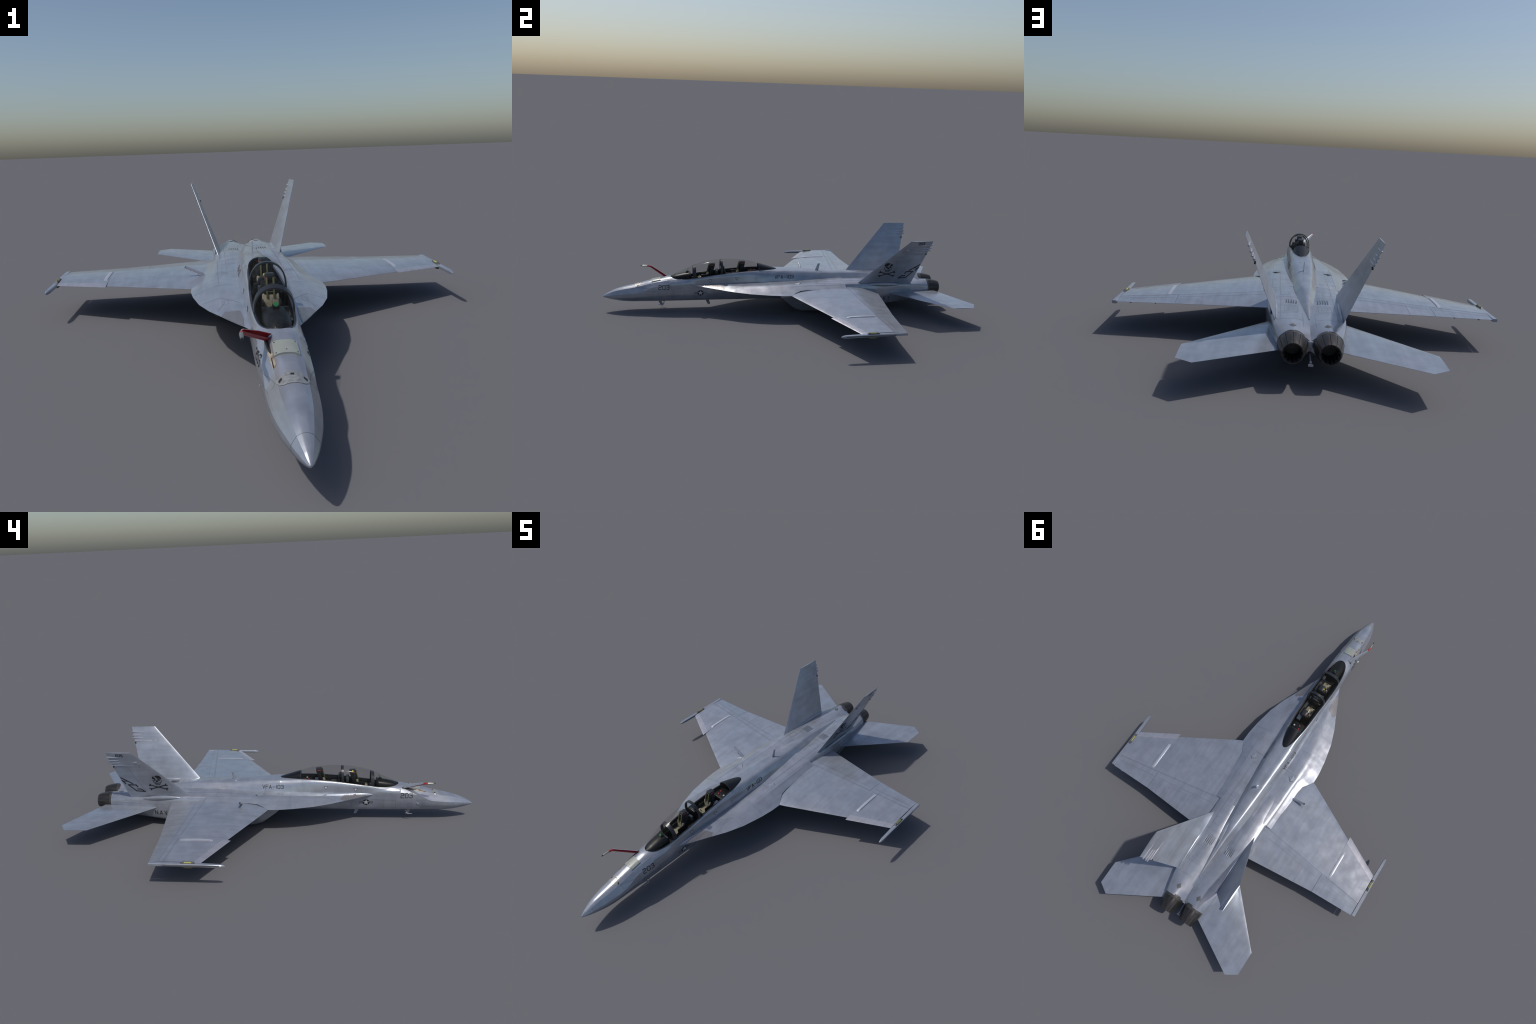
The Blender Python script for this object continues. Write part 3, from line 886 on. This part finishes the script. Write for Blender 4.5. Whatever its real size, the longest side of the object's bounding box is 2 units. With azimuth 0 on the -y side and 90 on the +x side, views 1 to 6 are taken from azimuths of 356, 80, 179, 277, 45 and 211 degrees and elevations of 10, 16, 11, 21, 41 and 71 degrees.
# fin markings, laid out in the plane of the outer fin face (y aft, height up the fin)
fv = TF - BF; fv[1] = 0; fv /= np.linalg.norm(fv)
def fin_sheet(s, lift=.0007):
    o = (BF[0] * s, 0, BF[2]); v = (fv[0] * s, 0, fv[2])
    return Sheet(FINSKIN[s], o, (0, 1, 0), v, (fn[0] * s, fn[1], fn[2]), lift)
def fz(z):
    return (z - BF[2]) / fv[2]
for s in (1, -1):
    # tail code letters: slanted A and open G, same artwork mirrored on the two fins
    sh = fin_sheet(s)
    A3 = [(.687, .2450), (.7560, .2900), (.7240, .2430)]
    sh.stroke([(y, fz(z)) for y, z in A3], .0062)
    sh.stroke([(.7105, fz(.2595)), (.7340, fz(.2580))], .0045)
    G = [(.6650, .2260), (.6710, .2365), (.7110, .2365), (.6770, .1985), (.6330, .1960), (.6500, .2110), (.6680, .2110)]
    sh.stroke([(y, fz(z)) for y, z in G], .0062)
    sh.done("tail_code", M_BLACK, FIN if s > 0 else FIN_R)
    # tip number
    d = fin_sheet(s)
    x0 = .698
    for ch in "203":
        for st in GLYPH[ch]:
            d.stroke([(x0 + p[0] * .0150, fz(.4100) + p[1] * .0145) for p in st], .0026)
        x0 += .0125
    d.done("fin_number", M_BLACK, FIN if s > 0 else FIN_R)
    # generic skull with head scarf over crossed bones
    k = fin_sheet(s)
    cy, cz = .557, fz(.268)
    def P(a, b): return (cy + a, cz + b)
    k.poly([P(-.021, .004), P(-.024, .014), P(-.019, .026), P(-.008, .031), P(.004, .030), P(.008, .024), P(.001, .018), P(-.004, .010), P(-.012, .011), P(-.017, .009)])
    k.poly([P(.010, .024), P(.018, .026), P(.023, .018), P(.021, .008), P(.015, .010), P(.006, .008), P(.007, .015), P(.014, .018)])
    k.poly([P(-.017, .003), P(-.011, .009), P(-.003, .007), P(-.002, .001), P(-.009, -.002), P(-.015, -.002)])
    k.poly([P(.004, .006), P(.012, .008), P(.018, .003), P(.015, -.002), P(.007, -.001)])
    k.poly([P(-.002, -.001), P(.002, .003), P(.005, -.003), P(.008, -.010), P(.001, -.012), P(-.006, -.009)])
    k.stroke([P(-.022, -.001), P(-.019, -.012), P(-.013, -.016), P(-.012, -.024), P(-.004, -.029), P(.006, -.028), P(.012, -.021), P(.013, -.014), P(.019, -.010), P(.021, -.001)], .0032)
    k.stroke([P(-.009, -.016), P(-.004, -.018), P(.005, -.018), P(.010, -.015)], .0028)
    for a in (-.006, 0, .006):
        k.stroke([P(a, -.017), P(a, -.023)], .0020)
    cz = fz(.2265)
    for e in (1, -1):
        k.stroke([P(-.038 * e, -.013), P(.038 * e, .013)], .0056)
        for q in (1, -1):
            k.stroke([P(.036 * e * q, .012 * q), P(.046 * e * q, .0085 * q)], .0056)
            k.stroke([P(.036 * e * q, .012 * q), P(.041 * e * q, .0195 * q)], .0056)
    k.done("skull_and_crossbones", M_BLACK, FIN if s > 0 else FIN_R)

# ------------------------------------------------------------------ nose details
# raised cream cover plate with five screws
pl = Sheet(SKIN, (0, 0, .17), (1, 0, 0), (0, 1, 0), (0, 0, 1), .0036)
rings = []
for y in np.linspace(-.738, -.689, 6):
    top = [pl.put((x, y)) for x in np.linspace(-.0240, .0240, 11)]
    rings.append([t[:] for t in top] + [(t[0], t[1], t[2] - .008) for t in reversed(top)])
V, F = closed_loft(np.array(rings))
PLATE = add("cover_plate", V, F, M_CREAM, smooth=30)
sc = Sheet(SKIN, (0, 0, .17), (1, 0, 0), (0, 1, 0), (0, 0, 1), .0042)
for x, y in ((-.020, -.733), (.020, -.733), (-.020, -.694), (.020, -.694), (0, -.727)):
    sc.poly([(x + .0013 * math.cos(k * math.pi / 5), y + .0013 * math.sin(k * math.pi / 5)) for k in range(10)])
sc.done("plate_screws", M_BLACK, PLATE, "stuff")
# gun port fairing
gp = Sheet(SKIN, (0, 0, .15), (1, 0, 0), (0, 1, 0), (0, 0, 1), .0009)
gp.poly([(-.030, -.806), (-.031, -.812), (-.026, -.824), (-.018, -.829), (.018, -.829), (.026, -.824), (.031, -.812), (.030, -.806), (.022, -.800), (.010, -.795), (-.010, -.795), (-.022, -.800)], .006)
GUN = gp.done("gun_port_plate", M_GUN)
gh = Sheet(SKIN, (0, 0, .15), (1, 0, 0), (0, 1, 0), (0, 0, 1), .0015)
gh.poly([(-.0035, -.806), (.0035, -.806), (.0035, -.801), (-.0035, -.801)])
for s in (1, -1):
    gh.poly([(s * .0195, -.812), (s * .026, -.818), (s * .0265, -.811), (s * .0205, -.806)])
gh.done("gun_port_black_patch", M_BLACK, GUN)  # flat black patches drawn in place of holes
# refuelling probe well drawn as flat tan and black decals, probe arm with its door, nozzle
wl = Sheet(SKIN, (-.031, 0, .16), (1, 0, 0), (0, 1, 0), (-.35, 0, 1), .0007)
wl.poly([(-.0062, -.655), (.0048, -.655), (.0052, -.762), (-.0050, -.770)], .006)
WELL = wl.done("probe_well_decal", M_TAN)
wd = Sheet(SKIN, (-.031, 0, .16), (1, 0, 0), (0, 1, 0), (-.35, 0, 1), .0012)
wd.poly([(-.0045, -.650), (.0044, -.650), (.0046, -.700), (.0030, -.718), (.0005, -.722), (-.0020, -.708)], .006)
wd.poly([(-.0012, -.735), (.0004, -.735), (-.0010, -.766), (-.0032, -.768)], .006)
wd.done("probe_well_black_decal", M_BLACK, WELL)  # black decal stands in for the recess, the skin is not cut
pb = [(-.026, -.655, .166), (-.031, -.6625, .1735), (-.060, -.7055, .1960), (-.086, -.7440, .2165), (-.0885, -.7530, .2190), (-.0892, -.7640, .2197)]
PROBE = tube("refuelling_probe", pb, [.0045] * 6, M_RED, n=14)
tube("probe_tip", [(-.0892, -.7635, .2197), (-.0893, -.772, .2200), (-.0896, -.784, .2205), (-.0898, -.791, .2208)], [.0048, .0046, .0038, .0026], M_STEEL, PROBE, n=14)
tube("probe_valve", [(-.0898, -.7905, .2208), (-.0900, -.798, .2212), (-.0900, -.7995, .2212)], [.0022, .0030, .0022], M_FRAME, PROBE, n=12)
# door riding on the outer side of the arm
d0, d1 = np.array((-.031, -.660, .1715)), np.array((-.0868, -.7452, .2170))
ax = (d1 - d0) / np.linalg.norm(d1 - d0)
dn = np.array((-.55, .50, .55)); dn -= ax * (dn @ ax); dn /= np.linalg.norm(dn)
side = np.cross(ax, dn)
for nm, mt, h0, h1 in (("probe_door", M_DOOR, .0040, .0052), ("probe_door_lining", M_RED, .0028, .0038)):
    rr = []
    for p, w in ((d0, .0150), (d0 + (d1 - d0) * .5, .0130), (d1, .0070)):
        rr.append([p + side * .0030 + dn * h1, p - side * w * .5 + dn * (h1 + .001), p - side * w + dn * (h1 - .001),
                   p - side * w + dn * (h0 - .001), p - side * w * .5 + dn * (h0 + .001), p + side * .0030 + dn * h0])
    V, F = closed_loft(np.array(rr))
    add(nm, V, F, mt, PROBE, smooth=20)

# ------------------------------------------------------------------ antennas and small fittings
def blade(name, base_f, base_r, top_f, top_r, th, mat):
    ax_ = np.array((1, 0, 0))
    return slab(name, [(base_f, base_r, th, ax_), (top_f, top_r, th * .6, ax_)], mat)
blade("blade_antenna", (0, .180, .2065), (0, .2000, .2055), (0, .1960, .2470), (0, .2080, .2470), .0045, M_GREY)
blade("blade_antenna", (0, -.706, .0470), (0, -.688, .0470), (0, -.690, .0155), (0, -.676, .0155), .0045, M_GREY)
blade("blade_antenna", (0, -.445, .0460), (0, -.425, .0460), (0, -.430, .0170), (0, -.416, .0170), .0045, M_GREY)
for s in (1, -1):
    tube("pitot_probe", [(s * .030, -.672, .052), (s * .0325, -.674, .040), (s * .033, -.682, .0335), (s * .033, -.696, .0325), (s * .033, -.706, .0325)], [.0042, .0036, .0030, .0016, .0009], M_LIGHT, n=10)
    tube("angle_sensor", [(s * .052, -.720, .100), (s * .056, -.724, .100), (s * .0565, -.732, .100)], [.0016, .0014, .0008], M_LIGHT, n=8)
# vortex vents on the extension: a closed chevron wedge with a black patch aft
def chevron():
    z = lambda x, y: cast(SKIN, (x, y, .16), (0, 0, 1), 0.0).z
    A_, B_, C_, D_ = (.087, .048), (.137, .053), (.1135, .0735), (.112, .050)
    pa = (A_[0], A_[1], z(*A_) - .001); pb_ = (B_[0], B_[1], z(*B_) - .001); pc = (C_[0], C_[1], z(*C_) + .0045)
    pf = (.113, .034, z(.113, .034) - .0005); c0 = (C_[0], C_[1] - .004, z(*C_) - .003)
    o = add("vortex_vent", [pa, pb_, pc, pf, c0], [(pf, pa, pc) and (3, 0, 2), (3, 2, 1), (0, 4, 2), (2, 4, 1), (3, 4, 0), (3, 1, 4)], M_GREY, smooth=0)
    q = add("vent_black_patch", [(pa[0] + .002, pa[1] + .002, pa[2] + .0015), (pb_[0] - .002, pb_[1] + .002, pb_[2] + .0015), (pc[0], pc[1] + .0012, pc[2] - .0006), (c0[0], c0[1] + .0035, c0[2] + .003)],
            [(0, 3, 2), (2, 3, 1)], M_BLACK, o, smooth=0, recalc=False)  # black faces stand in for the opening, the wedge is closed
    o2 = mirror(o); q2 = mirror(q); q2.parent = o2
chevron()
# louvres on the engine deck: flat black patches drawn as slits, with raised lips
for s in (1, -1):
    lv = Sheet(SKIN, (0, 0, .17), (1, 0, 0), (0, 1, 0), (0, 0, 1), .0006)
    lips = []
    for k in range(5):
        x = s * (.056 + (k - 2) * .0088)
        lv.poly([(x - .0004, .505), (x + .0004, .505), (x + .0013, .540), (x + .0011, .549), (x - .0011, .549), (x - .0013, .540)], .012)
        t = [lv.put((x + .0018, y)) for y in (.503, .527, .552)]
        t2 = [lv.put((x + .0042, y)) for y in (.503, .527, .552)]
        rr = [[(a.x, a.y, a.z - .002), (a.x, a.y, a.z + h), (b.x, b.y, b.z + .0002), (b.x, b.y, b.z - .002)] for a, b, h in zip(t, t2, (.0003, .0014, .0018))]
        lips.append(closed_loft(np.array(rr)))
    L = lv.done("louvre_slit_decal", M_BLACK, None)
    V, F = [], []
    for v, f in lips:
        o = len(V); V += [tuple(q) for q in v]; F += [tuple(i + o for i in q) for q in f]
    add("louvre_lips", V, F, M_GREY, L, kind="stuff")
    dm = Sheet(SKIN, (0, 0, .17), (1, 0, 0), (0, 1, 0), (0, 0, 1), .0006)
    dm.poly([(s * .0555, .770), (s * .0555 + .0120, .785), (s * .0555, .800), (s * .0555 - .0120, .785)], .008)
    dm.done("diamond_panel", M_DARKPANEL)
    # grey dielectric panels at the front of the extension
    pn = Sheet(SKIN, (0, 0, .15), (s, 0, 0), (0, 1, 0), (0, 0, 1), .0007)
    pn.poly([(.0700, -.4780), (.0870, -.4440), (.1230, -.3620), (.1130, -.3440), (.0730, -.3720), (.0685, -.4300)], .012)
    pn.done("dielectric_panel", M_PANEL)

# ------------------------------------------------------------------ panel lines (fine painted gaps)
def lines(name, bvh, plane, paths, w=.0009):
    if plane == 'top':
        sh = Sheet(bvh, (0, 0, .16), (1, 0, 0), (0, 1, 0), (0, 0, 1), .0004)
    else:
        s = 1 if plane == 'left' else -1
        sh = Sheet(bvh, (s * .06, 0, 0), (0, 1, 0), (0, 0, 1), (s, 0, 0), .0004)
    for p in paths:
        sh.stroke(p, w, cell=.010)
    return sh.done(name, M_LINE, None, "stuff")
def rect(x0, y0, x1, y1):
    return [(x0, y0), (x1, y0), (x1, y1), (x0, y1), (x0, y0)]
for s, side_name in ((1, 'left'), (-1, 'right')):
    S = lambda path: [(s * a, b) for a, b in path]
    top = [S([(.070, -.10), (.200, -.10)]), S([(.070, .085), (.170, .085)]), S([(.125, -.08), (.125, .30)]), S([(.070, -.30), (.125, -.22)]), S([(.125, -.22), (.18, -.22)]),
           S([(.06, .20), (.12, .20)]), S([(.055, .27), (.12, .27)]), S([(.05, .34), (.118, .34)]), S([(.095, .085), (.095, .44)]),
           S(rect(.062, .41, .092, .45)), S([(.03, .48), (.115, .48)]), S([(.03, .575), (.11, .575)]), S(rect(.035, .585, .080, .64)), S(rect(.046, .60, .068, .622)),
           S([(.02, .655), (.108, .655)]), S([(.02, .72), (.108, .72)]), S([(.095, .48), (.095, .72)]), S([(.02, .655), (.02, .77)]), S(rect(.100, -.29, .118, -.26)), S([(.13, -.32), (.11, -.27)])]
    lines("panel_lines", SKIN, 'top', top)
    sd = [[(-.620, .055), (-.620, .140)], [(-.560, .055), (-.560, .135)], [(-.806, .135), (-.72, .132)], [(-.72, .132), (-.72, .115), (-.80, .115)],
          rect(-.78, .075, -.745, .100), rect(-.70, .075, -.68, .100), rect(-.655, .130, -.635, .155), [(-.62, .115), (-.50, .120)], [(-.40, .06), (-.40, .14)],
          [(-.165, .168), (-.165, .215)], [(.03, .168), (.03, .21)], [(-.165, .205), (.02, .205)], [(.62, .06), (.62, .145)], [(.70, .09), (.70, .15)], [(.45, .03), (.45, .13)], [(.55, .125), (.80, .128)]]
    lines("panel_lines", SKIN, side_name, sd)
    wl_ = [S([(.480, .375), (.480, .468)]), S([(.385, .385), (.385, .476)]), S([(.16, .365), (.20, .372), (.69, .427)]), S([(.16, .335), (.48, .378), (.69, .404)]), S([(.525, .372), (.525, .40)])]
    lines("wing_panel_lines", WSKIN[s], 'top', wl_, .0010)
def girth(name, y, a0, a1, zc, w=.0007):
    V, F = [], []
    for k in range(49):
        a = math.radians(a0 + (a1 - a0) * k / 48)
        for dy in (-w / 2, w / 2):
            q = cast(SKIN, (0, y + dy, zc), (math.cos(a), 0, math.sin(a)), .0004)
            V.append(q[:])
    for k in range(48):
        F.append((2 * k, 2 * k + 1, 2 * k + 3, 2 * k + 2))
    add(name, V, F, M_LINE, None, smooth=0, kind="stuff", recalc=False)
girth("nose_cap_line", -.951, -180, 180, .087)
girth("radome_line", -.806, -150, 50, .10)
girth("radome_line", -.806, 130, 148, .10)
for s in (1, -1):
    fl = fin_sheet(s, .0005)
    fl.stroke([(fin_pt(.05, .66)[1], fz(fin_pt(.05, .66)[2])), (fin_pt(.70, .62)[1], fz(fin_pt(.70, .62)[2]))], .0010, cell=.02)
    fl.stroke([(fin_pt(.70, .36)[1], fz(fin_pt(.70, .36)[2])), (fin_pt(.70, 1)[1], fz(fin_pt(.70, 1)[2]))], .0010, cell=.02)
    fl.done("panel_lines", M_LINE, FIN if s > 0 else FIN_R, "stuff")
